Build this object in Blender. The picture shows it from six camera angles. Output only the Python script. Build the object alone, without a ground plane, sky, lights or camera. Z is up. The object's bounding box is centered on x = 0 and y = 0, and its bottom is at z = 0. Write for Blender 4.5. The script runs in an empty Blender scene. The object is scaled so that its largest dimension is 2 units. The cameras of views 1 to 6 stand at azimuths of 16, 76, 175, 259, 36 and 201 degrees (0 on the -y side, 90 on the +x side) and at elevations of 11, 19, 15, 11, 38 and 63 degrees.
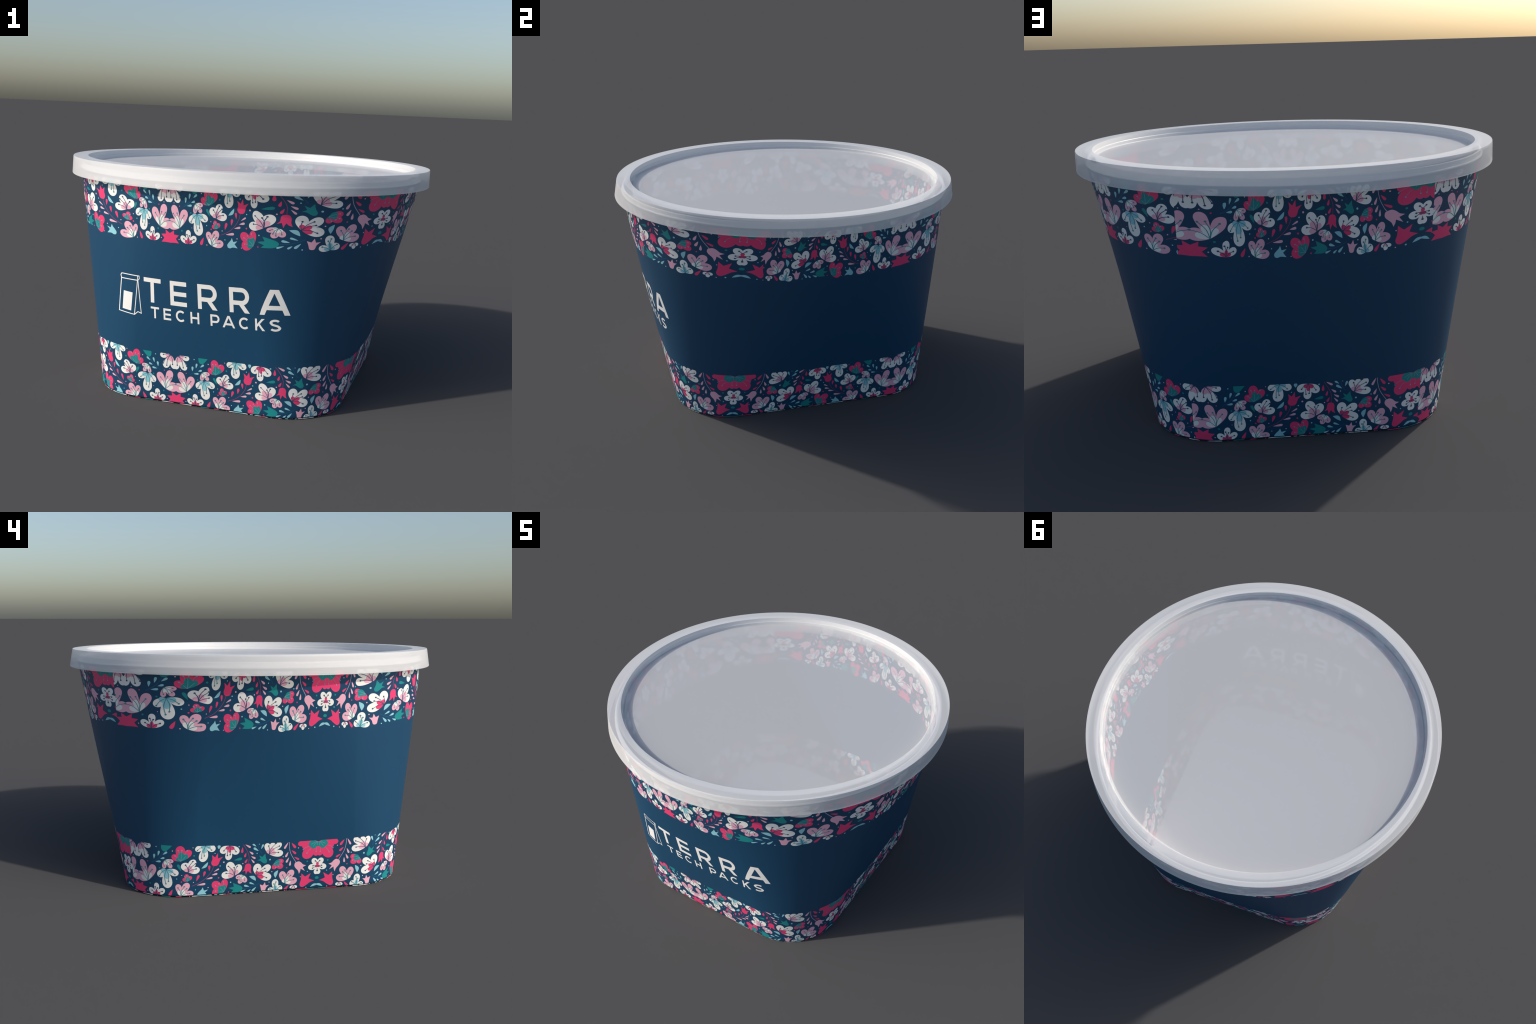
"""Round-lidded food tub with a rounded-square foot: navy printed wall with two
floral bands, white lettering, and a milky translucent lid."""
import math
import bpy
import bmesh
import numpy as np
from mathutils import Vector
from mathutils.geometry import tessellate_polygon

# ----------------------------------------------------------------- materials
def srgb(r, g, b):
    f = lambda c: c / 12.92 if c <= 0.04045 else ((c + 0.055) / 1.055) ** 2.4
    return (f(r / 255), f(g / 255), f(b / 255), 1.0)


def material(name, colour, rough=0.5, alpha=1.0, grain=0.03, specular=0.5):
    """Principled surface whose colour carries a very faint print grain."""
    m = bpy.data.materials.new(name)
    m.use_nodes = True
    nt = m.node_tree
    bsdf = nt.nodes["Principled BSDF"]
    coord = nt.nodes.new("ShaderNodeTexCoord")
    noise = nt.nodes.new("ShaderNodeTexNoise")
    noise.inputs["Scale"].default_value = 60.0
    noise.inputs["Detail"].default_value = 3.0
    nt.links.new(coord.outputs["Object"], noise.inputs["Vector"])
    mix = nt.nodes.new("ShaderNodeMix")
    mix.data_type = "RGBA"
    lo = tuple(c * (1 - grain) for c in colour[:3]) + (1.0,)
    hi = tuple(min(1.0, c * (1 + grain)) for c in colour[:3]) + (1.0,)
    mix.inputs[6].default_value, mix.inputs[7].default_value = lo, hi
    nt.links.new(noise.outputs["Fac"], mix.inputs[0])
    nt.links.new(mix.outputs[2], bsdf.inputs["Base Color"])
    bsdf.inputs["Roughness"].default_value = rough
    bsdf.inputs["Specular IOR Level"].default_value = specular
    bsdf.inputs["Alpha"].default_value = alpha
    return m


INK = {
    "navy": srgb(16, 67, 99),
    "white": srgb(245, 243, 239),
    "rose": srgb(240, 178, 198),
    "red": srgb(235, 66, 118),
    "teal": srgb(26, 140, 142),
    "sky": srgb(148, 206, 218),
    "ink": srgb(58, 80, 114),
    "pine": srgb(66, 142, 152),
    "mist": srgb(140, 165, 190),
    "stemblue": srgb(22, 86, 126),
    "stemred": srgb(160, 62, 112),
    "stemrose": srgb(190, 165, 195),
}
PRINT_ROUGH = 0.5
MAT = {k: material("print_" + k, c, PRINT_ROUGH) for k, c in INK.items()}
MAT["floor"] = material("tub_floor", srgb(242, 242, 242), 0.6)
MAT["rim"] = material("rim_white", srgb(248, 248, 248), 0.45, alpha=0.85)
MAT["lid"] = material("milky_plastic", srgb(242, 242, 242), 0.4, alpha=0.52, grain=0.0)
MAT["liner"] = material("milky_inner_skin", srgb(242, 242, 242), 0.4, alpha=0.36, grain=0.0)
MAT["panel"] = material("milky_film", srgb(242, 242, 242), 0.4, alpha=0.505, grain=0.0)

# -------------------------------------------------------- wall of the tub
# The wall is ruled between a rounded rectangle at the foot and a near circle at
# the mouth.  "f" is the fraction of the foot's perimeter, "z" the height.
HX, HY, RC = 0.6705, 0.7435, 0.3165          # foot half sizes and corner radius
RX, RY, ZT = 0.947, 0.9535, 1.13              # mouth radii at height ZT
ANG1, ANG2 = 22.0, 71.0                      # mouth angles met by the ends of a corner
LX, LA, LY = HY - RC, RC * math.pi / 2, HX - RC
QUARTER = LX + LA + LY
WALL = 0.006


def foot_and_mouth(f):
    s = (np.mod(np.asarray(f, float), 1.0) - 0.5) * 4 * QUARTER
    sign = np.where(s < 0, -1.0, 1.0)
    s = np.abs(s)
    left = s > QUARTER
    s = np.where(left, 2 * QUARTER - s, s)
    a = np.clip((s - LX) / RC, 0, math.pi / 2)
    x = np.where(s < LX, HX, np.where(s < LX + LA, LY + RC * np.cos(a), LY - (s - LX - LA)))
    y = np.where(s < LX, s, np.where(s < LX + LA, LX + RC * np.sin(a), HY))
    psi = np.where(s < LX, ANG1 * s / LX,
                   np.where(s < LX + LA, ANG1 + (ANG2 - ANG1) * (s - LX) / LA,
                            ANG2 + (90 - ANG2) * (s - LX - LA) / LY))
    x = np.where(left, -x, x)
    psi = np.where(left, 180 - psi, psi)
    return x, y * sign, np.radians(psi) * sign


def wall_point(f, z):
    z = np.asarray(z, float)
    k = z / ZT
    x, y, t = foot_and_mouth(f)
    r = 1 / np.sqrt((np.cos(t) / RX) ** 2 + (np.sin(t) / RY) ** 2)
    belly = np.sin(math.pi * np.clip(k, 0, 1)) * (0.0055 * np.sin(t) ** 2 - 0.0005 * np.cos(t) ** 2)   # front and back swell a little
    return np.stack([(1 - k) * x + (k * r + belly) * np.cos(t), (1 - k) * y + (k * r + belly) * np.sin(t), z + 0 * x], -1)


def wall_normal(f, z):
    f = np.asarray(f, float)
    du = wall_point(f + 4e-3, z) - wall_point(f - 4e-3, z)
    dz = wall_point(f, np.asarray(z) + 0.01) - wall_point(f, np.asarray(z) - 0.01)
    n = np.cross(du, dz)
    return n / np.linalg.norm(n, axis=-1, keepdims=True)


# ------------------------------------------------------------- scene helpers
ROOT = bpy.data.objects.new("food_tub", None)
ROOT["label"] = "navy floral printed food tub with translucent white lid"
ROOT["category"] = "food container"
bpy.context.scene.collection.objects.link(ROOT)


def add_object(name, mesh, parent=ROOT, stuff=False):
    ob = bpy.data.objects.new(name, mesh)
    bpy.context.scene.collection.objects.link(ob)
    ob.parent = parent
    if stuff:
        ob["kind"] = "stuff"
    return ob


def grid_mesh(name, rings, mat, closed=True):
    """Loft through rings of equal length (arrays n x 3), smooth shaded."""
    n = len(rings[0])
    v = np.concatenate(rings)
    faces = []
    for i in range(len(rings) - 1):
        a, b = i * n, (i + 1) * n
        for j in range(n if closed else n - 1):
            k = (j + 1) % n
            faces.append((a + j, a + k, b + k, b + j))
    me = bpy.data.meshes.new(name)
    me.from_pydata(v.tolist(), [], faces)
    me.materials.append(mat)
    me.polygons.foreach_set("use_smooth", [True] * len(faces))
    return me


def cap(me, ring_start, n, flip=False):
    bm = bmesh.new()
    bm.from_mesh(me)
    bm.verts.ensure_lookup_table()
    vs = [bm.verts[ring_start + j] for j in range(n)]
    bm.faces.new(vs[::-1] if flip else vs)
    bm.to_mesh(me)
    bm.free()


def sharpen(me, degrees=32):
    bm = bmesh.new()
    bm.from_mesh(me)
    bmesh.ops.recalc_face_normals(bm, faces=bm.faces)
    lim = math.radians(degrees)
    for e in bm.edges:
        e.smooth = not (len(e.link_faces) == 2 and e.calc_face_angle(0) > lim)
    for f in bm.faces:
        f.smooth = True
    bm.to_mesh(me)
    bm.free()


# ------------------------------------------------------------------ cup body
NSEG = 960
FR = np.arange(NSEG) / NSEG
HTOP = 1.157


def wall_ring(z, off=0.0):
    return wall_point(FR, z) + off * wall_normal(FR, z)


def inset_ring(z_ref, z, inset):
    """Foot outline pulled inwards by 'inset' and set at height z."""
    p = wall_point(FR, z_ref)
    n = wall_normal(FR, z_ref) * np.array([1, 1, 0])
    n /= np.linalg.norm(n, axis=1, keepdims=True)
    q = p - inset * n
    q[:, 2] = z
    return q


FOOT_Z = 0.009
outer = [inset_ring(0.0, 0.004, 0.035), inset_ring(0.0, 0.0, 0.028), inset_ring(0.0, 0.0, 0.010), inset_ring(0.0, 0.0035, 0.002)]
outer += [wall_ring(z) for z in [FOOT_Z] + list(np.linspace(0.03, HTOP, 30))]
inner = [wall_ring(z, -WALL) for z in list(np.linspace(HTOP, 0.03, 30)) + [0.012]]
body_mesh = grid_mesh("cup_body", outer + inner, MAT["navy"])
sharpen(body_mesh, 50)
BODY = add_object("cup_body", body_mesh)

foot_top, foot_under = inset_ring(0.012, 0.012, 0.0045), inset_ring(0.0, 0.0045, 0.0345)
floor_mesh = bpy.data.meshes.new("cup_floor")
floor_mesh.from_pydata(np.concatenate([foot_top, foot_under]).tolist(), [], [tuple(range(NSEG)), tuple(range(2 * NSEG - 1, NSEG - 1, -1))])
floor_mesh.materials.append(MAT["floor"])
add_object("cup_floor", floor_mesh, BODY)

# white rolled lip around the mouth
T = np.arange(256) / 256 * 2 * math.pi


def ellipse_ring(r, z):
    return np.stack([(r + RX - 0.9505) * np.cos(T), (r + RY - 0.9505) * np.sin(T), 0 * T + z], -1)


lip = [(0.9480, 1.1555), (0.9545, 1.1565), (0.9580, 1.1600), (0.9575, 1.1635), (0.9520, 1.1660), (0.9500, 1.1690), (0.9495, 1.1830),
       (0.9480, 1.1870), (0.9450, 1.1885), (0.9415, 1.1875), (0.9400, 1.1840), (0.9400, 1.1600), (0.9420, 1.1560), (0.9480, 1.1555)]
rim_mesh = grid_mesh("cup_rim", [ellipse_ring(r, z) for r, z in lip[:-1]] + [ellipse_ring(*lip[0])], MAT["rim"])
bm = bmesh.new(); bm.from_mesh(rim_mesh); bmesh.ops.remove_doubles(bm, verts=bm.verts, dist=1e-6); bm.to_mesh(rim_mesh); bm.free()
sharpen(rim_mesh, 60)
add_object("cup_rim", rim_mesh, BODY)

# ----------------------------------------------------------------------- lid
# thin moulded shell: stepped recess wall, flat brim, upright skirt with an inturned bead
LID = [(0.9010, 1.1783), (0.9050, 1.1790), (0.9072, 1.1815), (0.9085, 1.1880), (0.9105, 1.1960), (0.9140, 1.1985), (0.9150, 1.2010),
       (0.9180, 1.2185), (0.9192, 1.2218), (0.9215, 1.2222), (0.9500, 1.2222), (0.9945, 1.2222), (0.9972, 1.2221), (0.9985, 1.2188),
       (0.9990, 1.2100), (0.9998, 1.1400), (1.0000, 1.1335), (0.9992, 1.1300), (0.9970, 1.1285), (0.9940, 1.1292), (0.9920, 1.1330)]
LINER = [(0.9920, 1.1330), (0.9925, 1.1700), (0.9928, 1.2080), (0.9930, 1.2170), (0.9940, 1.2200)]
LINING = [(0.9540, 1.2185), (0.9260, 1.2185), (0.9225, 1.2160), (0.9190, 1.2000), (0.9130, 1.1900), (0.9110, 1.1770)]
PLUG = [(0.9040, 1.1778), (0.9065, 1.1600), (0.9080, 1.1260), (0.9100, 1.1220), (0.9120, 1.1235)]
PANEL = [(0.9010, 1.1783), (0.8950, 1.1781), (0.80, 1.1781), (0.60, 1.1781), (0.30, 1.1781)]
TURN = np.arange(288) / 288 * 2 * math.pi


def turned(name, profile, mat):
    """Turned ring of the lid; the brim is a little narrower front to back than the hem."""
    rings = []
    for r, z in profile:
        depth = r * (1 - 0.0145 * (1 if r < 0.98 else min(1.0, max(0.0, (z - 1.133) / 0.085))))
        rings.append(np.stack([r * np.cos(TURN), depth * np.sin(TURN), 0 * TURN + z], -1))
    return grid_mesh(name, rings, MAT[mat])


lid_mesh = turned("lid", LID, "lid")
sharpen(lid_mesh, 40)
LID_OB = add_object("lid", lid_mesh)
add_object("lid_lining", turned("lid_lining", LINER, "liner"), LID_OB)
add_object("lid_lining", turned("lid_lining", LINING, "liner"), LID_OB)
add_object("lid_collar", turned("lid_collar", PLUG, "lid"), LID_OB)
panel_mesh = turned("lid_panel", PANEL, "panel")
cap(panel_mesh, 288 * (len(PANEL) - 1), 288)
sharpen(panel_mesh, 40)
add_object("lid_panel", panel_mesh, LID_OB)

# --------------------------------------------------------------- print shapes
# Motifs are laid out on a flat strip: u runs 0..100 over half a repeat, from the
# mirror axis with the rose pair to the axis with the red pair; v runs downwards.
UNIT = 0.0096
MOTIFS = []          # (object name, [(ink, layer, triangles)])


def fan(outline, centre, steps=(0.5,)):
    """Triangles filling a star-shaped outline from its centre in rings."""
    o, c = np.array(outline, float), np.array(centre, float)
    rings = [c + (o - c) * s for s in steps] + [o]
    n, tris = len(o), []
    for j in range(n):
        k = (j + 1) % n
        tris.append((c, rings[0][j], rings[0][k]))
        for a, b in zip(rings, rings[1:]):
            tris += [(a[j], b[j], b[k]), (a[j], b[k], a[k])]
    return tris


def petal(base, tip, width, n=8, belly=0.92, peak=0.62):
    """Petal outline: swells from a narrow base (the lower 'belly', the fuller)
    to its full width at 'peak' of the length and closes in a round tip."""
    b, t = np.array(base, float), np.array(tip, float)
    L = np.linalg.norm(t - b)
    ax = (t - b) / L
    sd = np.array([-ax[1], ax[0]])
    peak = max(peak, 1 - 0.62 * width / L)
    low = [(s * peak, math.sin(math.pi / 2 * s) ** belly) for s in np.linspace(0.06, 1, n)]
    high = [(peak + (1 - peak) * math.sin(q), math.cos(q)) for q in np.linspace(0, math.pi / 2, n)[1:]]
    right = low + high
    pts = [b + ax * L * s + sd * h * width / 2 for s, h in right]
    pts += [b + ax * L * s - sd * h * width / 2 for s, h in right[-2::-1]]
    return fan(pts, b + ax * L * peak * 0.9)


def disc(centre, r, n=9):
    c = np.array(centre, float)
    return fan([c + r * np.array([math.cos(a), math.sin(a)]) for a in np.arange(n) / n * 2 * math.pi], c, ())


def smooth_line(pts, per=6):
    p = np.array(pts, float)
    p = np.vstack([2 * p[0] - p[1], p, 2 * p[-1] - p[-2]])
    out = []
    for i in range(1, len(p) - 2):
        for s in np.arange(per) / per:
            out.append(0.5 * ((2 * p[i]) + (p[i + 1] - p[i - 1]) * s + (2 * p[i - 1] - 5 * p[i] + 4 * p[i + 1] - p[i + 2]) * s ** 2
                              + (3 * p[i] - p[i - 1] - 3 * p[i + 1] + p[i + 2]) * s ** 3))
    out.append(p[-2])
    return np.array(out)


def ribbon(line, width):
    line = np.array(line, float)
    d = np.gradient(line, axis=0)
    d /= np.linalg.norm(d, axis=1, keepdims=True) + 1e-9
    nrm = np.stack([-d[:, 1], d[:, 0]], 1)
    # lengthen offsets at bends so the stroke keeps its width
    seg = np.diff(line, axis=0)
    seg /= np.linalg.norm(seg, axis=1, keepdims=True) + 1e-9
    scale = np.ones(len(line))
    for i in range(1, len(line) - 1):
        m = seg[i - 1] + seg[i]
        m /= np.linalg.norm(m) + 1e-9
        nrm[i] = (-m[1], m[0])
        scale[i] = 1 / max(0.5, abs(m @ seg[i]))
    a, b = line + nrm * scale[:, None] * width / 2, line - nrm * scale[:, None] * width / 2
    tris = []
    for i in range(len(line) - 1):
        tris += [(a[i], b[i], b[i + 1]), (a[i], b[i + 1], a[i + 1])]
    return tris


def polygon(pts):
    idx = tessellate_polygon([[Vector((p[0], p[1], 0)) for p in pts]])
    return [tuple(np.array(pts[i], float) for i in t) for t in idx]


def bent(a, b, amount):
    a, b = np.array(a, float), np.array(b, float)
    m = (a + b) / 2 + amount * np.array([-(b - a)[1], (b - a)[0]])
    return smooth_line([a, m, b], 5)


def blossom(outer_ink, inner_ink, line_ink, base, petals, inners, stamens):
    parts = [(outer_ink, 0, petal(base, p[:2], p[2] * 0.92)) for p in petals]
    parts += [(inner_ink, 1, petal(base, p[:2], p[2] * 0.95, 6, 1.05)) for p in inners]
    big = max(math.dist(base, p[:2]) for p in petals)
    w, dot = (0.27, 0.40) if big > 6 else (0.21, 0.30)
    if line_ink == "mist":
        w, dot = 0.13, 0.33
        for p in inners:                                   # pale veins on the green heart
            tip = np.array(base) + 0.75 * (np.array(p[:2]) - np.array(base))
            parts.append((line_ink, 2, ribbon(bent(base, tip, 0.03), 0.15)))
    for i, s in enumerate(stamens):
        start = np.array(base, float)
        if line_ink == "mist":
            start = start + 0.62 * (np.array(s) - start)
        parts.append((line_ink, 2, ribbon(bent(start, s, 0.10 if s[0] < base[0] else -0.10), w)))
        parts.append((line_ink, 2, disc(s, dot)))
    MOTIFS.append(("blossom_print", parts))


def soft_outline(pts, per=4, sharp=62):
    """Rounds a closed outline but keeps its pointed corners."""
    p, n = np.array(pts, float), len(pts)
    tan, out = [], []
    for i in range(n):
        a, b = p[i] - p[i - 1], p[(i + 1) % n] - p[i]
        turn = math.degrees(math.acos(np.clip(a @ b / (np.linalg.norm(a) * np.linalg.norm(b)), -1, 1)))
        tan.append(None if turn > sharp else (p[(i + 1) % n] - p[i - 1]) / 2)
    for i in range(n):
        k = (i + 1) % n
        t0 = tan[i] if tan[i] is not None else (p[k] - p[i]) * 0.7
        t1 = tan[k] if tan[k] is not None else (p[k] - p[i]) * 0.7
        for s in np.arange(per) / per:
            out.append((2 * s**3 - 3 * s**2 + 1) * p[i] + (s**3 - 2 * s**2 + s) * t0 + (3 * s**2 - 2 * s**3) * p[k] + (s**3 - s**2) * t1)
    return out


def tulip(ink, pts):
    MOTIFS.append(("tulip_print", [(ink, 0, polygon(soft_outline(pts)))]))


def leaf(ink, point, end, width):
    MOTIFS.append(("leaf_print", [(ink, 0, petal(point, end, width * 0.9, 6, 1.15, 0.68))]))


def blade(ink, a, b, width, lean):
    """Leaf pointed at both ends, fuller on one side."""
    a, b = np.array(a, float), np.array(b, float)
    sd = np.array([-(b - a)[1], (b - a)[0]]) / np.linalg.norm(b - a)
    s = np.linspace(0, 1, 9)
    up = [a + (b - a) * t + sd * width * (0.5 + lean) * math.sin(math.pi * t) for t in s]
    dn = [a + (b - a) * t - sd * width * (0.5 - lean) * math.sin(math.pi * t) for t in s[::-1][1:-1]]
    c = (a + b) / 2 + sd * width * lean
    MOTIFS.append(("leaf_print", [(ink, 0, fan(up + dn, c))]))


def stem(ink, pts, width):
    MOTIFS.append(("leaf_print", [(ink, 0, ribbon(smooth_line(pts), width * 0.75))]))


def dots(ink, spots):
    for x, y, r in spots:
        MOTIFS.append(("leaf_print", [(ink, 0, disc((x, y), r, 7))]))


# ------------------------------------------------------------ the floral strip
blossom("white", "rose", "ink", (2.5, 0.5),
        [(0.3, 8.4, 3.8), (6.3, 8.3, 4.5), (8.8, 1.3, 3.7)],
        [(1.5, 4.3, 2.8), (4.6, 3.6, 2.9), (5.5, 0.9, 1.9)],
        [(1.4, 5.9), (5.0, 6.9), (7.1, 5.8), (6.8, 0.7)])
blossom("rose", "white", "pine", (6.3, 21.0),
        [(2.7, 9.7, 4.6), (10.2, 11.6, 4.9), (-0.9, 18.3, 6.1)],
        [(4.4, 15.2, 2.9), (8.2, 16.3, 2.5), (1.8, 19.1, 3.0)],
        [(2.5, 13.9), (4.9, 13.6), (9.1, 14.4), (0.2, 17.6)])
tulip("red", [(-5.1, 27.4), (-0.1, 24.2), (2.7, 22.5), (2.5, 24.6), (5.5, 24.9), (3.6, 26.8), (5.4, 29.0), (2.8, 28.9), (-0.4, 29.1), (-5.2, 29.6)])
tulip("teal", [(14.3, -0.4), (14.3, 1.7), (14.9, 3.0), (15.8, 3.4), (17.0, 3.0), (18.2, 1.8), (19.7, 0.0), (20.4, -0.9)])
stem("stemblue", [(15.2, 3.7), (14.3, 5.6), (12.3, 8.1), (9.1, 10.2)], 0.55)
leaf("sky", (10.3, 8.3), (10.6, 5.4), 1.3)
leaf("sky", (12.5, 6.3), (13.2, 3.4), 1.2)
leaf("sky", (15.0, 5.4), (17.3, 3.6), 1.2)
leaf("sky", (13.7, 7.8), (16.0, 7.0), 1.2)
leaf("sky", (11.0, 9.6), (14.0, 9.2), 1.2)
blossom("red", "teal", "mist", (24.0, 8.6),
        [(19.8, 5.2, 3.7), (23.5, -0.0, 4.9), (28.5, 2.3, 4.2)],
        [(22.3, 6.5, 2.9), (24.2, 3.4, 2.9), (27.1, 4.7, 2.8)],
        [(21.2, 5.6), (22.6, 2.6), (24.4, 2.5), (26.9, 2.5)])
blossom("rose", "white", "pine", (16.0, 8.3),
        [(20.5, 8.8, 2.4), (19.7, 12.3, 2.6), (15.7, 13.0, 2.4)],
        [(18.7, 8.4, 1.4), (18.3, 10.8, 1.8), (16.1, 10.8, 1.4)],
        [(19.2, 8.6), (18.9, 10.7), (17.8, 11.4), (15.9, 11.7)])
blossom("white", "sky", "pine", (16.9, 13.5),
        [(12.3, 17.6, 4.3), (17.6, 24.0, 5.9), (23.1, 15.9, 4.3)],
        [(14.4, 15.0, 3.1), (17.2, 18.8, 3.2), (20.4, 14.7, 2.8)],
        [(13.2, 17.4), (16.7, 21.6), (18.1, 20.1), (21.4, 16.0)])
leaf("teal", (24.5, 14.2), (22.6, 10.4), 1.5)
blossom("white", "rose", "ink", (27.9, 14.6),
        [(25.4, 9.5, 4.7), (30.6, 7.6, 4.3), (33.9, 13.3, 4.3)],
        [(26.2, 12.8, 2.1), (28.9, 11.1, 2.4), (30.7, 13.6, 2.2)],
        [(26.5, 10.6), (29.9, 8.6), (31.4, 9.9), (31.9, 12.9)])
blossom("red", "teal", "mist", (27.7, 20.0),
        [(25.5, 18.3, 2.3), (27.1, 15.8, 2.5), (29.7, 17.1, 2.3)],
        [(26.7, 18.7, 1.5), (27.8, 17.4, 1.6), (29.1, 18.3, 1.5)],
        [(26.4, 17.3), (27.3, 16.7), (28.7, 17.4)])
tulip("red", [(40.1, 5.4), (41.9, 6.8), (43.3, 4.4), (43.5, 7.5), (46.3, 6.6), (44.8, 8.4), (44.1, 10.6), (43.1, 11.6), (41.4, 11.7), (40.3, 10.9), (40.0, 9.5), (40.5, 7.8)])
stem("stemred", [(41.5, 11.7), (40.5, 14.7), (38.1, 18.1), (34.7, 20.9), (30.3, 22.9)], 0.3)
leaf("rose", (41.6, 15.2), (44.5, 13.5), 0.9)
leaf("rose", (40.6, 17.0), (43.8, 16.3), 1.3)
leaf("rose", (37.7, 19.2), (41.3, 18.5), 1.2)
leaf("rose", (32.8, 22.5), (37.6, 21.9), 1.4)
leaf("red", (39.2, 14.6), (39.0, 11.3), 1.3)
leaf("red", (36.2, 17.8), (36.9, 14.6), 1.4)
leaf("red", (32.5, 20.2), (33.7, 16.6), 1.5)
blade("sky", (34.8, 12.9), (38.2, 9.3), 1.6, 0.35)
blossom("white", "sky", "pine", (36.1, 0.2),
        [(30.6, 2.2, 3.7), (35.0, 9.1, 5.5), (41.7, 2.4, 4.3)],
        [(33.7, 0.9, 2.5), (35.7, 4.1, 3.0), (39.1, 1.0, 2.1)],
        [(31.9, 2.4), (34.5, 6.9), (35.9, 5.7), (39.7, 2.5)])
leaf("sky", (43.6, 2.2), (43.7, -0.1), 1.9)
blossom("rose", "white", "pine", (24.8, 28.6),
        [(22.8, 21.6, 3.6), (28.2, 20.9, 4.2), (31.4, 26.8, 4.3)],
        [(23.5, 25.1, 2.3), (26.3, 24.7, 2.2), (28.0, 27.5, 2.3)],
        [(23.1, 23.6), (26.4, 23.0), (27.7, 24.2), (29.4, 26.9)])
blossom("white", "red", "ink", (11.1, 28.8),
        [(6.8, 25.1, 3.5), (11.4, 21.6, 3.2), (15.8, 24.8, 3.6)],
        [(9.3, 27.0, 1.9), (11.3, 25.6, 1.6), (13.3, 26.9, 1.8)],
        [(8.5, 26.3), (10.5, 24.0), (11.9, 24.5), (14.6, 26.2)])
leaf("red", (20.3, 24.6), (18.5, 28.6), 1.8)
tulip("sky", [(36.3, 23.9), (37.0, 25.9), (39.3, 25.4), (37.7, 27.0), (39.3, 29.0), (36.8, 28.7), (35.1, 29.2), (33.9, 28.9), (33.6, 27.6), (34.6, 26.2), (35.7, 25.1)])
blossom("red", "teal", "mist", (48.1, 27.4),
        [(41.6, 21.2, 5.1), (48.0, 19.8, 4.0), (41.6, 27.3, 5.4)],
        [(45.1, 23.9, 3.2), (48.0, 23.2, 2.3), (44.6, 27.2, 3.1)],
        [(43.1, 23.5), (45.0, 22.4), (47.3, 21.3), (43.4, 26.6)])
blossom("white", "red", "ink", (49.6, 0.6),
        [(44.6, 4.1, 4.6), (49.2, 8.7, 4.1), (54.7, 5.1, 4.8)],
        [(47.7, 2.4, 2.2), (49.7, 4.4, 1.6), (52.0, 2.7, 2.3)],
        [(46.5, 3.2), (48.6, 6.0), (50.1, 5.6), (53.3, 4.0)])
stem("stemred", [(57.1, 0.1), (59.1, 3.2), (60.7, 7.1), (60.7, 11.3)], 0.3)
tulip("red", [(60.5, 11.4), (61.7, 11.8), (62.3, 13.3), (62.2, 15.4), (62.7, 17.3), (61.3, 16.5), (60.7, 15.5), (60.1, 16.5), (59.6, 17.9), (59.1, 15.4), (57.4, 15.9), (58.5, 14.6), (58.8, 12.7), (59.3, 11.7)])
leaf("red", (56.8, 1.5), (56.7, 4.9), 1.4)
leaf("red", (59.0, 4.8), (58.3, 7.5), 1.2)
leaf("red", (60.0, 8.4), (58.7, 10.9), 1.2)
leaf("rose", (58.1, 0.1), (61.3, 2.0), 1.2)
leaf("rose", (60.6, 4.2), (63.0, 6.0), 1.2)
leaf("rose", (61.8, 7.1), (64.4, 8.6), 1.2)
leaf("rose", (61.9, 8.8), (63.9, 11.1), 1.0)
leaf("teal", (52.4, 9.0), (56.9, 8.2), 1.7)
blossom("white", "rose", "ink", (53.3, 18.0),
        [(46.1, 17.1, 4.8), (49.5, 10.0, 5.2), (56.0, 11.6, 4.8)],
        [(49.7, 18.1, 2.5), (50.6, 14.0, 3.2), (54.8, 14.7, 2.4)],
        [(48.6, 16.4), (49.6, 12.3), (52.8, 13.2), (54.5, 12.5)])
blossom("rose", "white", "pine", (58.1, 18.2),
        [(54.1, 19.5, 2.8), (56.1, 23.0, 3.0), (59.7, 22.5, 3.1)],
        [(56.2, 18.5, 1.5), (57.3, 20.5, 1.8), (59.2, 20.0, 1.5)],
        [(55.1, 19.2), (56.1, 20.9), (57.1, 21.8), (59.1, 21.2)])
blade("sky", (61.5, 19.0), (65.4, 21.9), 2.0, -0.35)
tulip("teal", [(52.7, 22.4), (55.2, 23.5), (57.2, 24.5), (58.2, 25.8), (57.5, 27.4), (55.5, 28.1), (52.0, 28.0), (53.2, 26.6), (50.4, 25.2), (53.4, 24.7)])
stem("stemblue", [(58.2, 26.1), (61.3, 26.0), (64.4, 25.1), (67.4, 23.6)], 0.5)
leaf("sky", (62.0, 25.2), (59.0, 24.3), 1.3)
leaf("sky", (64.9, 24.1), (61.9, 22.8), 1.1)
leaf("sky", (60.1, 26.9), (57.3, 28.0), 1.0)
leaf("sky", (62.9, 26.8), (61.1, 28.3), 1.0)
leaf("sky", (65.9, 25.5), (63.5, 28.1), 1.3)
stem("stemblue", [(65.0, 0.1), (65.9, 3.0), (67.6, 5.7)], 0.5)
leaf("sky", (66.0, 4.3), (63.0, 2.3), 1.4)
leaf("sky", (64.5, 1.6), (62.3, 0.0), 1.1)
leaf("sky", (67.2, 3.3), (68.4, 0.5), 1.2)
tulip("teal", [(66.3, 6.8), (68.2, 7.9), (69.8, 6.0), (70.2, 8.4), (71.0, 10.4), (70.5, 11.6), (69.3, 11.7), (68.0, 10.8), (66.9, 10.0), (65.4, 9.9), (67.3, 8.9)])
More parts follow.
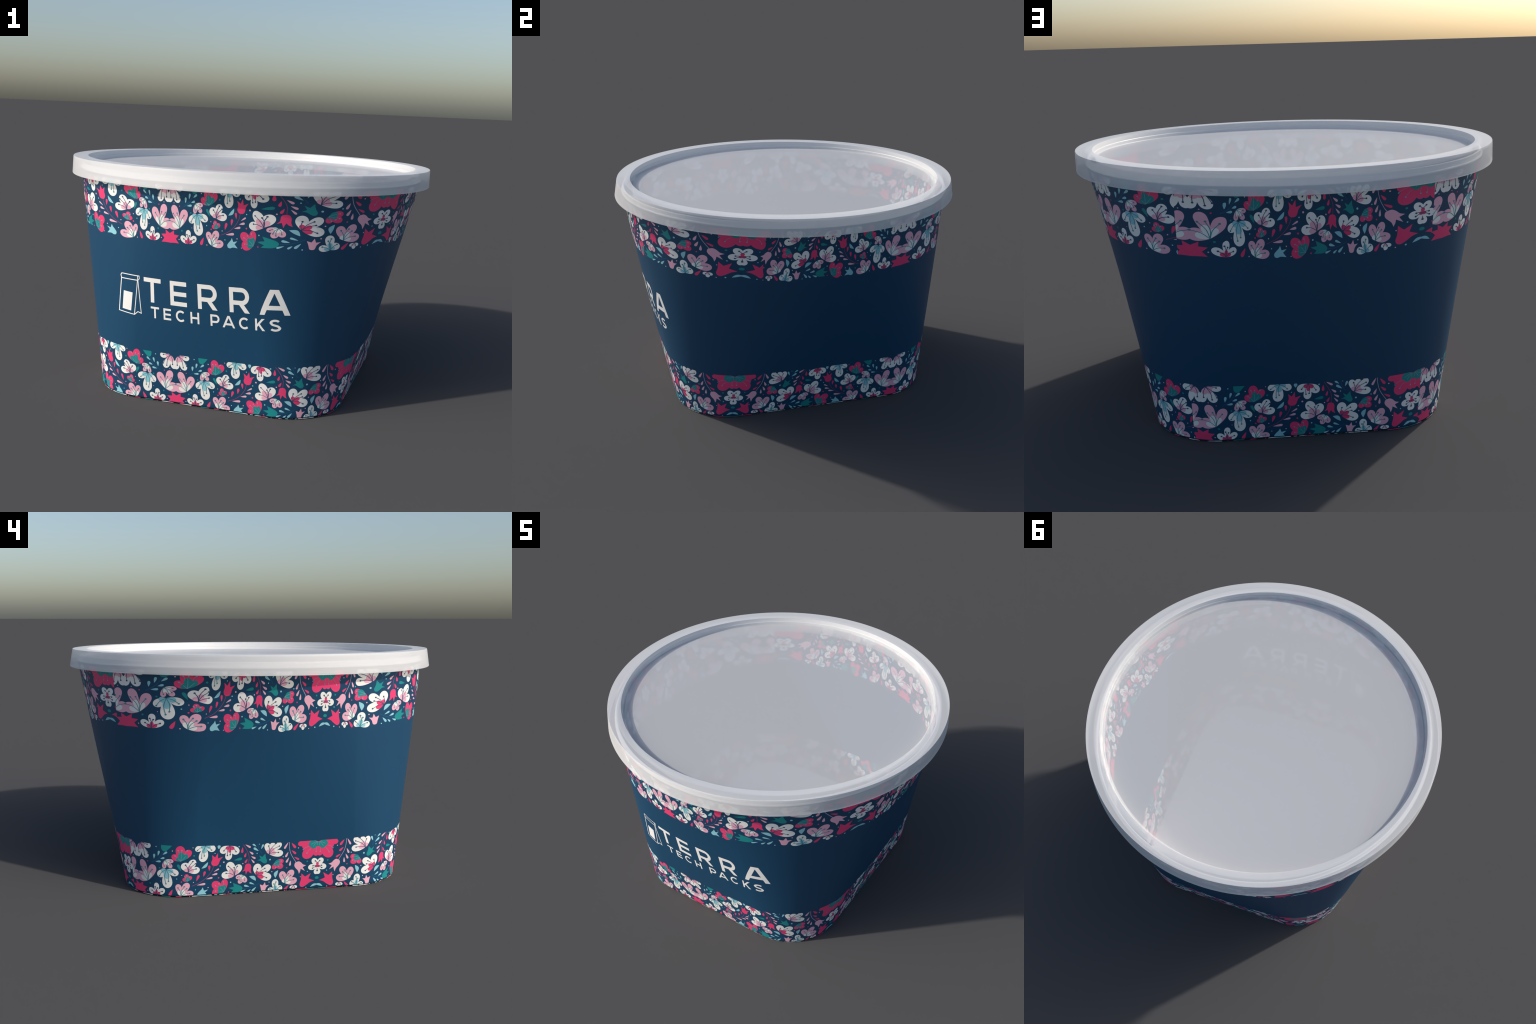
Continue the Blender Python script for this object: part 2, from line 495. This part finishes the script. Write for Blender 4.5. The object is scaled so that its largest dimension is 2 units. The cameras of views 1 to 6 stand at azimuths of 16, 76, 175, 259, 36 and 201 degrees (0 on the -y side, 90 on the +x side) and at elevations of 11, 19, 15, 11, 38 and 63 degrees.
blossom("white", "rose", "ink", (71.8, 6.4),
        [(70.2, -0.0, 3.7), (74.1, -0.1, 3.5), (78.4, 0.2, 3.8), (79.8, 6.2, 4.3)],
        [(70.9, 3.8, 2.0), (74.2, 3.0, 3.2), (75.7, 5.7, 2.3)],
        [(71.4, 1.6), (75.7, 0.2), (77.5, 2.0), (77.2, 5.7)])
blossom("white", "red", "ink", (65.7, 18.8),
        [(65.8, 11.7, 5.0), (73.0, 13.2, 4.6), (73.9, 20.4, 5.2)],
        [(65.9, 16.1, 2.2), (69.3, 17.0, 2.2), (69.6, 20.2, 2.5)],
        [(65.9, 14.6), (70.0, 14.7), (70.7, 16.5), (71.3, 20.4)])
blossom("red", "teal", "mist", (74.9, 12.2),
        [(80.4, 10.7, 3.4), (80.2, 14.7, 3.8), (75.5, 15.6, 3.0)],
        [(78.3, 10.7, 2.6), (78.2, 12.9, 2.3), (75.5, 13.3, 1.9)],
        [(79.1, 10.9), (79.1, 13.3), (77.7, 13.9), (76.1, 14.6)])
blade("sky", (77.6, 16.3), (76.3, 20.9), 2.0, 0.35)
blossom("rose", "white", "pine", (81.7, 24.4),
        [(79.6, 17.2, 4.3), (86.0, 16.7, 4.3), (88.6, 22.7, 4.8)],
        [(80.7, 22.0, 2.3), (83.6, 20.5, 2.5), (85.0, 23.7, 2.1)],
        [(80.3, 19.4), (83.5, 18.8), (84.9, 19.9), (86.7, 22.7)])
tulip("rose", [(67.8, 24.3), (69.5, 25.0), (70.6, 23.1), (71.1, 25.1), (72.9, 24.9), (71.5, 26.4), (70.8, 28.4), (69.8, 28.8), (68.8, 28.3), (68.4, 26.4)])
blossom("white", "sky", "pine", (76.8, 29.1),
        [(72.4, 27.6, 3.6), (76.1, 21.7, 4.0), (80.1, 26.1, 4.0)],
        [(74.4, 28.3, 1.8), (76.4, 25.4, 2.1), (78.5, 27.8, 1.8)],
        [(73.6, 27.4), (75.7, 24.5), (76.8, 23.4), (79.3, 26.3)])
leaf("red", (84.2, 25.6), (81.4, 29.1), 1.6)
blossom("white", "rose", "ink", (86.9, 26.2),
        [(84.8, 27.6, 1.7), (86.8, 29.2, 2.0), (88.8, 27.6, 1.8)],
        [(86.1, 27.1, 0.7), (86.7, 27.5, 0.7), (87.6, 27.0, 0.7)],
        [(86.0, 27.3), (87.5, 27.4)])
stem("stemrose", [(83.1, 0.1), (83.3, 3.4), (84.5, 7.4), (87.6, 12.3)], 0.35)
leaf("red", (84.3, 0.5), (86.9, 3.7), 1.6)
leaf("red", (84.6, 4.9), (87.2, 7.2), 1.4)
leaf("red", (86.2, 8.9), (89.2, 10.7), 1.2)
leaf("rose", (82.5, -0.0), (80.4, 3.8), 1.3)
leaf("rose", (82.8, 5.7), (81.4, 8.8), 1.3)
leaf("rose", (83.4, 9.0), (81.9, 12.1), 1.3)
leaf("rose", (84.3, 10.9), (84.1, 14.1), 1.2)
tulip("rose", [(87.4, 12.3), (89.0, 11.8), (90.4, 12.5), (91.7, 13.8), (93.5, 14.4), (91.5, 15.4), (92.9, 17.8), (90.4, 16.3), (90.2, 17.8), (89.6, 19.3), (88.9, 17.3), (87.4, 15.6), (86.7, 14.2), (86.9, 12.9)])
tulip("red", [(91.1, 19.2), (93.2, 21.3), (96.3, 19.4), (95.2, 22.6), (98.5, 24.0), (96.2, 24.8), (94.1, 26.4), (92.1, 27.5), (90.7, 27.0), (90.3, 25.5), (90.9, 23.0)])
blossom("red", "teal", "mist", (99.4, 0.5),
        [(88.1, 1.5, 3.5), (91.9, 10.1, 6.9), (98.8, 9.1, 4.1), (100.4, 5.6, 6.1), (90.7, 3.6, 6.3)],
        [(94.5, 2.7, 4.1), (96.2, 4.4, 3.6), (99.3, 3.6, 3.0)],
        [(91.2, 5.0), (93.5, 7.2), (98.8, 6.6)])
blossom("white", "red", "ink", (100.8, 15.4),
        [(94.7, 15.9, 3.9), (97.0, 10.7, 3.7), (98.9, 20.1, 3.2)],
        [(98.6, 15.3, 1.6), (99.6, 13.1, 1.7), (100.4, 13.2, 1.7), (100.7, 17.5, 1.2)],
        [(97.5, 15.0), (97.3, 16.4), (98.7, 12.1), (99.9, 18.1)])
leaf("teal", (102.7, 21.9), (98.9, 22.5), 1.7)
blade("sky", (101.0, 26.3), (96.4, 27.8), 1.3, 0.4)
dots("sky", [(11.7, 1.2, 0.33), (22.3, 18.6, 0.31), (45.0, 11.9, 0.34), (32.4, 25.1, 0.29), (41.7, 4.5, 0.29)])
dots("teal", [(13.3, 12.9, 0.44), (7.5, 22.3, 0.48), (30.3, 5.4, 0.49)])
dots("red", [(6.6, 10.0, 0.33), (24.8, 20.3, 0.38), (44.6, 18.8, 0.46)])
dots("rose", [(3.2, 8.6, 0.26), (13.6, 20.4, 0.21), (24.8, 16.5, 0.25), (29.5, 0.9, 0.26), (19.9, 2.9, 0.32), (31.0, 20.7, 0.29), (39.2, 24.2, 0.32)])
dots("sky", [(54.8, 1.2, 0.40), (65.1, 5.6, 0.32), (66.1, 0.3, 0.24), (72.6, 9.7, 0.51), (80.0, 8.5, 0.33), (51.4, 21.9, 0.40), (94.4, 18.2, 0.33)])
dots("teal", [(94.0, 12.1, 0.50)])
dots("red", [(82.4, 15.2, 0.38)])
dots("rose", [(46.9, 9.8, 0.48), (57.5, 11.2, 0.35), (74.1, 17.0, 0.33), (72.9, 23.2, 0.33), (88.5, 3.8, 0.33), (90.5, 21.2, 0.28)])
dots("sky", [(94.0, 28.1, 0.40), (66.3, 28.7, 0.33)])
dots("red", [(50.6, 27.7, 0.35)])
dots("rose", [(90.3, 28.6, 0.28), (41.4, 28.7, 0.25)])
dots("rose", [(5.6, 26.9, 0.30), (22.0, 28.4, 0.31)])

# ------------------------------------------------- laying the print on the wall
def split_long(tris, limit=1.3):
    out, todo = [], list(tris)
    while todo:
        t = todo.pop()
        d = [max(abs(t[i][0] - t[(i + 1) % 3][0]), abs(t[i][1] - t[(i + 1) % 3][1]) / 2.5) for i in range(3)]
        i = int(np.argmax(d))
        if d[i] <= limit:
            out.append(t)
            continue
        a, b, c = t[i], t[(i + 1) % 3], t[(i + 2) % 3]
        m = (a + b) / 2
        todo += [(a, m, c), (m, b, c)]
    return out


def clip(poly, axis, bound, keep_below):
    out = []
    for i, p in enumerate(poly):
        q = poly[(i + 1) % len(poly)]
        dp, dq = ((bound - p[axis]), (bound - q[axis])) if keep_below else ((p[axis] - bound), (q[axis] - bound))
        if dp >= 0:
            out.append(p)
        if dp * dq < 0:
            out.append(p + (q - p) * dp / (dp - dq))
    return out


def clip_box(tris, u0, u1, v0, v1):
    polys = []
    for t in tris:
        us, vs = [p[0] for p in t], [p[1] for p in t]
        if max(us) <= u0 or min(us) >= u1 or max(vs) <= v0 or min(vs) >= v1:
            continue
        poly = list(t)
        if min(us) < u0:
            poly = clip(poly, 0, u0, False)
        if max(us) > u1 and len(poly) > 2:
            poly = clip(poly, 0, u1, True)
        if min(vs) < v0 and len(poly) > 2:
            poly = clip(poly, 1, v0, False)
        if max(vs) > v1 and len(poly) > 2:
            poly = clip(poly, 1, v1, True)
        keep = [p for i, p in enumerate(poly) if np.abs(p - poly[i - 1]).max() > 1e-7]
        area = sum(p[0] * keep[i - 1][1] - keep[i - 1][0] * p[1] for i, p in enumerate(keep))
        if len(keep) > 2 and abs(area) > 1e-7:
            polys.append(keep)
    return polys


LIFT, LAYER, STEP = 0.00022, 0.0002, 0.00002


class Sheet:
    """Collects printed polygons given as (f, z, height above the wall)."""

    def __init__(self):
        self.f, self.z, self.h, self.faces, self.ink = [], [], [], [], []

    def add(self, polys, ink, to_fz, height):
        for poly in polys:
            start = len(self.f)
            for p in poly:
                f, z = to_fz(p)
                self.f.append(f); self.z.append(z); self.h.append(height)
            self.faces.append(tuple(range(start, len(self.f))))
            self.ink.append(ink)

    def mesh(self, name, inside=False):
        f, z, h = np.array(self.f), np.array(self.z), np.array(self.h)
        n = wall_normal(f, z)
        if inside:
            v = wall_point(f, z) - (WALL + h)[:, None] * n
            n = -n
        else:
            v = wall_point(f, z) + h[:, None] * n
        # make every face look along the wall normal
        faces = []
        for fc in self.faces:
            q = v[list(fc)]
            turn = np.cross(q - q[0], np.roll(q, -1, 0) - q[0]).sum(0)
            faces.append(fc if turn @ n[fc[0]] > 0 else fc[::-1])
        me = bpy.data.meshes.new(name)
        me.from_pydata(v.tolist(), [], faces)
        inks = sorted(set(self.ink))
        for k in inks:
            me.materials.append(MAT[k])
        me.polygons.foreach_set("material_index", [inks.index(k) for k in self.ink])
        me.polygons.foreach_set("use_smooth", [True] * len(faces))
        me.normals_split_custom_set_from_vertices(n.tolist())
        return me


for i, (name, parts) in enumerate(MOTIFS):
    MOTIFS[i] = (name, [(ink, layer, split_long(t)) for ink, layer, t in parts])

# Half repeats around the tub: (rose axis, red axis, lowest f, highest f)
SEAM_RIGHT, SEAM_LEFT = 0.6537, 0.8511
HALVES = [
    (0.8606, 0.6772, SEAM_LEFT, 0.8606), (0.8606, 1.0440, 0.8606, 1.0440), (1.2255, 1.0440, 1.0440, 1.2255),
    (1.2255, 1.4062, 1.2255, 1.4062), (1.5914, 1.4062, 1.4062, 1.5914), (1.5914, 1.7744, 1.5914, 1.0 + SEAM_RIGHT),
    (0.6616, 0.4802, SEAM_RIGHT, 0.6616), (0.6616, 0.8430, 0.6616, 0.8430), (1.0244, 0.8430, 0.8430, SEAM_LEFT),
]
# bands: (height of strip top, metres per unit, v range kept)
BANDS = [(1.146, UNIT, 0.0, 31.0), (0.279, UNIT, 0.0, (0.279 - FOOT_Z) / UNIT)]

inside, small = Sheet(), Sheet()
for top, unit, v0, v1 in BANDS:
    for rose, red, lo, hi in HALVES:
        ends = sorted(((lo - rose) / (red - rose) * 100, (hi - rose) / (red - rose) * 100))
        u0, u1 = max(0.0, ends[0]), min(100.0, ends[1])
        to_fz = lambda p: (rose + (red - rose) * p[0] / 100, top - unit * p[1])
        for name, parts in MOTIFS:
            sheet = small if name == "leaf_print" else Sheet()
            for i, (ink, layer, tris) in enumerate(parts):
                polys = clip_box(tris, u0, u1, v0, v1)
                height = LIFT + layer * LAYER + i * STEP
                sheet.add(polys, ink, to_fz, height)
                inside.add(polys, ink, to_fz, height)
            if sheet is not small and sheet.faces:
                add_object(name, sheet.mesh(name), BODY)
add_object("leaf_print", small.mesh("leaf_print"), BODY, stuff=True)

# the strip starts again on the tiny bevel under the lower band
bevel = Sheet()
for rose, red, lo, hi in HALVES:
    ends = sorted(((lo - rose) / (red - rose) * 100, (hi - rose) / (red - rose) * 100))
    u0, u1 = max(0.0, ends[0]), min(100.0, ends[1])
    to_fz = lambda p: (rose + (red - rose) * p[0] / 100, FOOT_Z - 0.0035 - 0.004 * p[1])
    for name, parts in MOTIFS:
        for i, (ink, layer, tris) in enumerate(parts):
            if layer < 2:
                bevel.add(clip_box(tris, u0, u1, 0.3, 1.1), ink, to_fz, 0.0002 + layer * LAYER)
add_object("foot_print", bevel.mesh("foot_print"), BODY, stuff=True)

# ------------------------------------------------------------------ lettering
# x in thousandths of the foot's perimeter, measured from the front mirror axis
MF = 0.00556                      # metres per x unit at the height of the words
FRONT = 0.2255


def to_metric(p):
    return (p[0] * MF, p[1])


def letter_fz(p):
    return (FRONT + p[0] / MF / 1000, p[1])


def strokes(lines, width, box=None):
    """Triangles of pen strokes given in (x, z); clipped to a letter box."""
    out = []
    for k, line in enumerate(lines):
        tris = split_long(ribbon([to_metric(p) for p in line], width), 0.02)
        if box:
            x0, x1, z0, z1 = box
            polys = clip_box(tris, x0 * MF, x1 * MF, z0, z1)
        else:
            polys = [list(t) for t in tris]
        out.append(polys)
    return out


def arc(cx, cz, rx, rz, a0, a1, n=14):
    return [(cx + rx * math.cos(math.radians(a)), cz + rz * math.sin(math.radians(a))) for a in np.linspace(a0, a1, n)]


def glyph(ch, x0, x1, z0, z1, w):
    """Pen lines of a wide geometric capital in the box x0..x1, z0..z1."""
    h, q = z1 - z0, w / MF                    # q: stroke width in x units
    xl, xr, xm = x0 + q / 2, x1 - q / 2, (x0 + x1) / 2
    zt, zb = z1 - w / 2, z0 + w / 2
    if ch == "T":
        return [[(x0, zt), (x1, zt)], [(xm, z1 - w * 0.5), (xm, z0)]]
    if ch == "E":
        zm = (z0 + z1) / 2 - 0.01 * h
        return [[(xl, z0), (xl, z1)], [(xl, zt), (x1, zt)], [(xl, zm), (x1 - 0.3, zm)], [(xl, zb), (x1, zb)]]
    if ch in "RP":
        zm = z0 + (0.40 if ch == "R" else 0.37) * h
        rz = (zt - zm) / 2
        xe = x1 - (0.6 if ch == "R" else 0)
        rx = rz / MF * 0.95
        bowl = [(xl, zt), (xe - q / 2 - rx, zt)] + arc(xe - q / 2 - rx, (zt + zm) / 2, rx, rz, 90, -90)[1:-1] + [(xe - q / 2 - rx, zm), (xl, zm)]
        lines = [[(xl, z0), (xl, z1)], bowl]
        if ch == "R":
            lines.append([(xm + 0.5, zm), (x1 - q * 0.60, z0 - 0.0)])
            lines[-1][1] = (lines[-1][1][0] + 0.9, z0 - 0.010)
        return lines
    if ch == "A":
        zc = z0 + 0.285 * h
        d = q * 0.60
        top, foot = 0.25 * q, d
        return [[(x0 + foot - 1.0, z0 - 0.1 * h), (xm - top + 0.9, z1 + 0.1 * h)], [(x1 - foot + 1.0, z0 - 0.1 * h), (xm + top - 0.9, z1 + 0.1 * h)],
                [(x0 + (x1 - x0) * 0.2, zc), (x1 - (x1 - x0) * 0.2, zc)]]
    if ch == "C":
        rx, rz = (z1 - z0 - w) / 2 / MF * 1.0, (h - w) / 2
        return [arc(x0 + q / 2 + rx, (z0 + z1) / 2, rx, rz, 47, 313, 22)]
    if ch == "H":
        zm = (z0 + z1) / 2
        return [[(xl, z0), (xl, z1)], [(xr, z0), (xr, z1)], [(xl, zm), (xr, zm)]]
    if ch == "K":
        return [[(xl, z0), (xl, z1)], [(xl - 0.2, z0 + 0.30 * h), (x1 - 0.2, z1 + 0.11 * h)], [(xl + (x1 - xl) * 0.28, z0 + 0.60 * h), (x1 - 0.3, z0 - 0.10 * h)]]
    if ch == "S":
        rz = (h - w) / 4
        rx = (x1 - x0 - q) / 2
        up, dn = (z0 + z1) / 2 + rz, (z0 + z1) / 2 - rz
        return [arc(xm, up, rx * 0.93, rz, 35, 180, 10) + smooth_line([(xm - rx * 0.93, up), (xm - rx * 0.55, up - rz * 0.72), (xm + rx * 0.55, dn + rz * 0.72), (xm + rx, dn)], 4).tolist()[1:-1]
                + arc(xm, dn, rx, rz, 0, -148, 10)]
    return []


def add_print(name, groups):
    sheet = Sheet()
    for k, polys in enumerate(groups):
        sheet.add(polys, "white", letter_fz, LIFT + k * STEP)
        inside.add(polys, "white", letter_fz, LIFT + k * STEP)
    add_object(name, sheet.mesh(name), BODY)


for ch, x0, x1 in [("T", -32.7, -12.6), ("E", -2.1, 16.0), ("R", 27.9, 48.6), ("R", 60.7, 81.4), ("A", 90.8, 114.0)]:
    add_print("letter", strokes(glyph(ch, x0, x1, 0.5462, 0.6738, 0.0222), 0.0222, (x0 - 0.2, x1 + 0.2, 0.5462, 0.6738)))
for ch, x0, x1 in [("T", -25.0, -15.4), ("E", -10.4, -2.0), ("C", 3.4, 13.5), ("H", 19.3, 28.6), ("P", 40.4, 49.8), ("A", 53.2, 65.2),
                   ("C", 69.7, 80.0), ("K", 86.0, 95.2), ("S", 98.5, 107.3)]:
    add_print("letter", strokes(glyph(ch, x0, x1, 0.4636, 0.5244, 0.0106), 0.0106, (x0 - 0.3, x1 + 0.3, 0.4630, 0.5250)))

# little paper bag beside the words
bag = [
    [(-57.0, 0.6520), (-57.6, 0.6640), (-56.9, 0.6728), (-55.8, 0.6748), (-38.4, 0.6745), (-38.3, 0.6620), (-39.4, 0.6530)],
    [(-57.0, 0.6500), (-40.4, 0.6515)],
    [(-40.4, 0.6740), (-40.4, 0.6515)],
    [(-57.0, 0.6520), (-60.6, 0.4737), (-44.8, 0.4668), (-40.5, 0.4850), (-36.5, 0.4785), (-40.0, 0.6520)],
    [(-40.5, 0.6540), (-44.8, 0.4668)],
]
patch = [to_metric(p) for p in [(-55.0, 0.5850), (-46.3, 0.5825), (-48.0, 0.4840), (-56.8, 0.4880)]]
add_print("bag_emblem", strokes(bag, 0.0047) + [[list(t) for t in split_long(polygon(patch), 0.02)]])

add_object("inside_print", inside.mesh("inside_print", True), BODY, stuff=True)
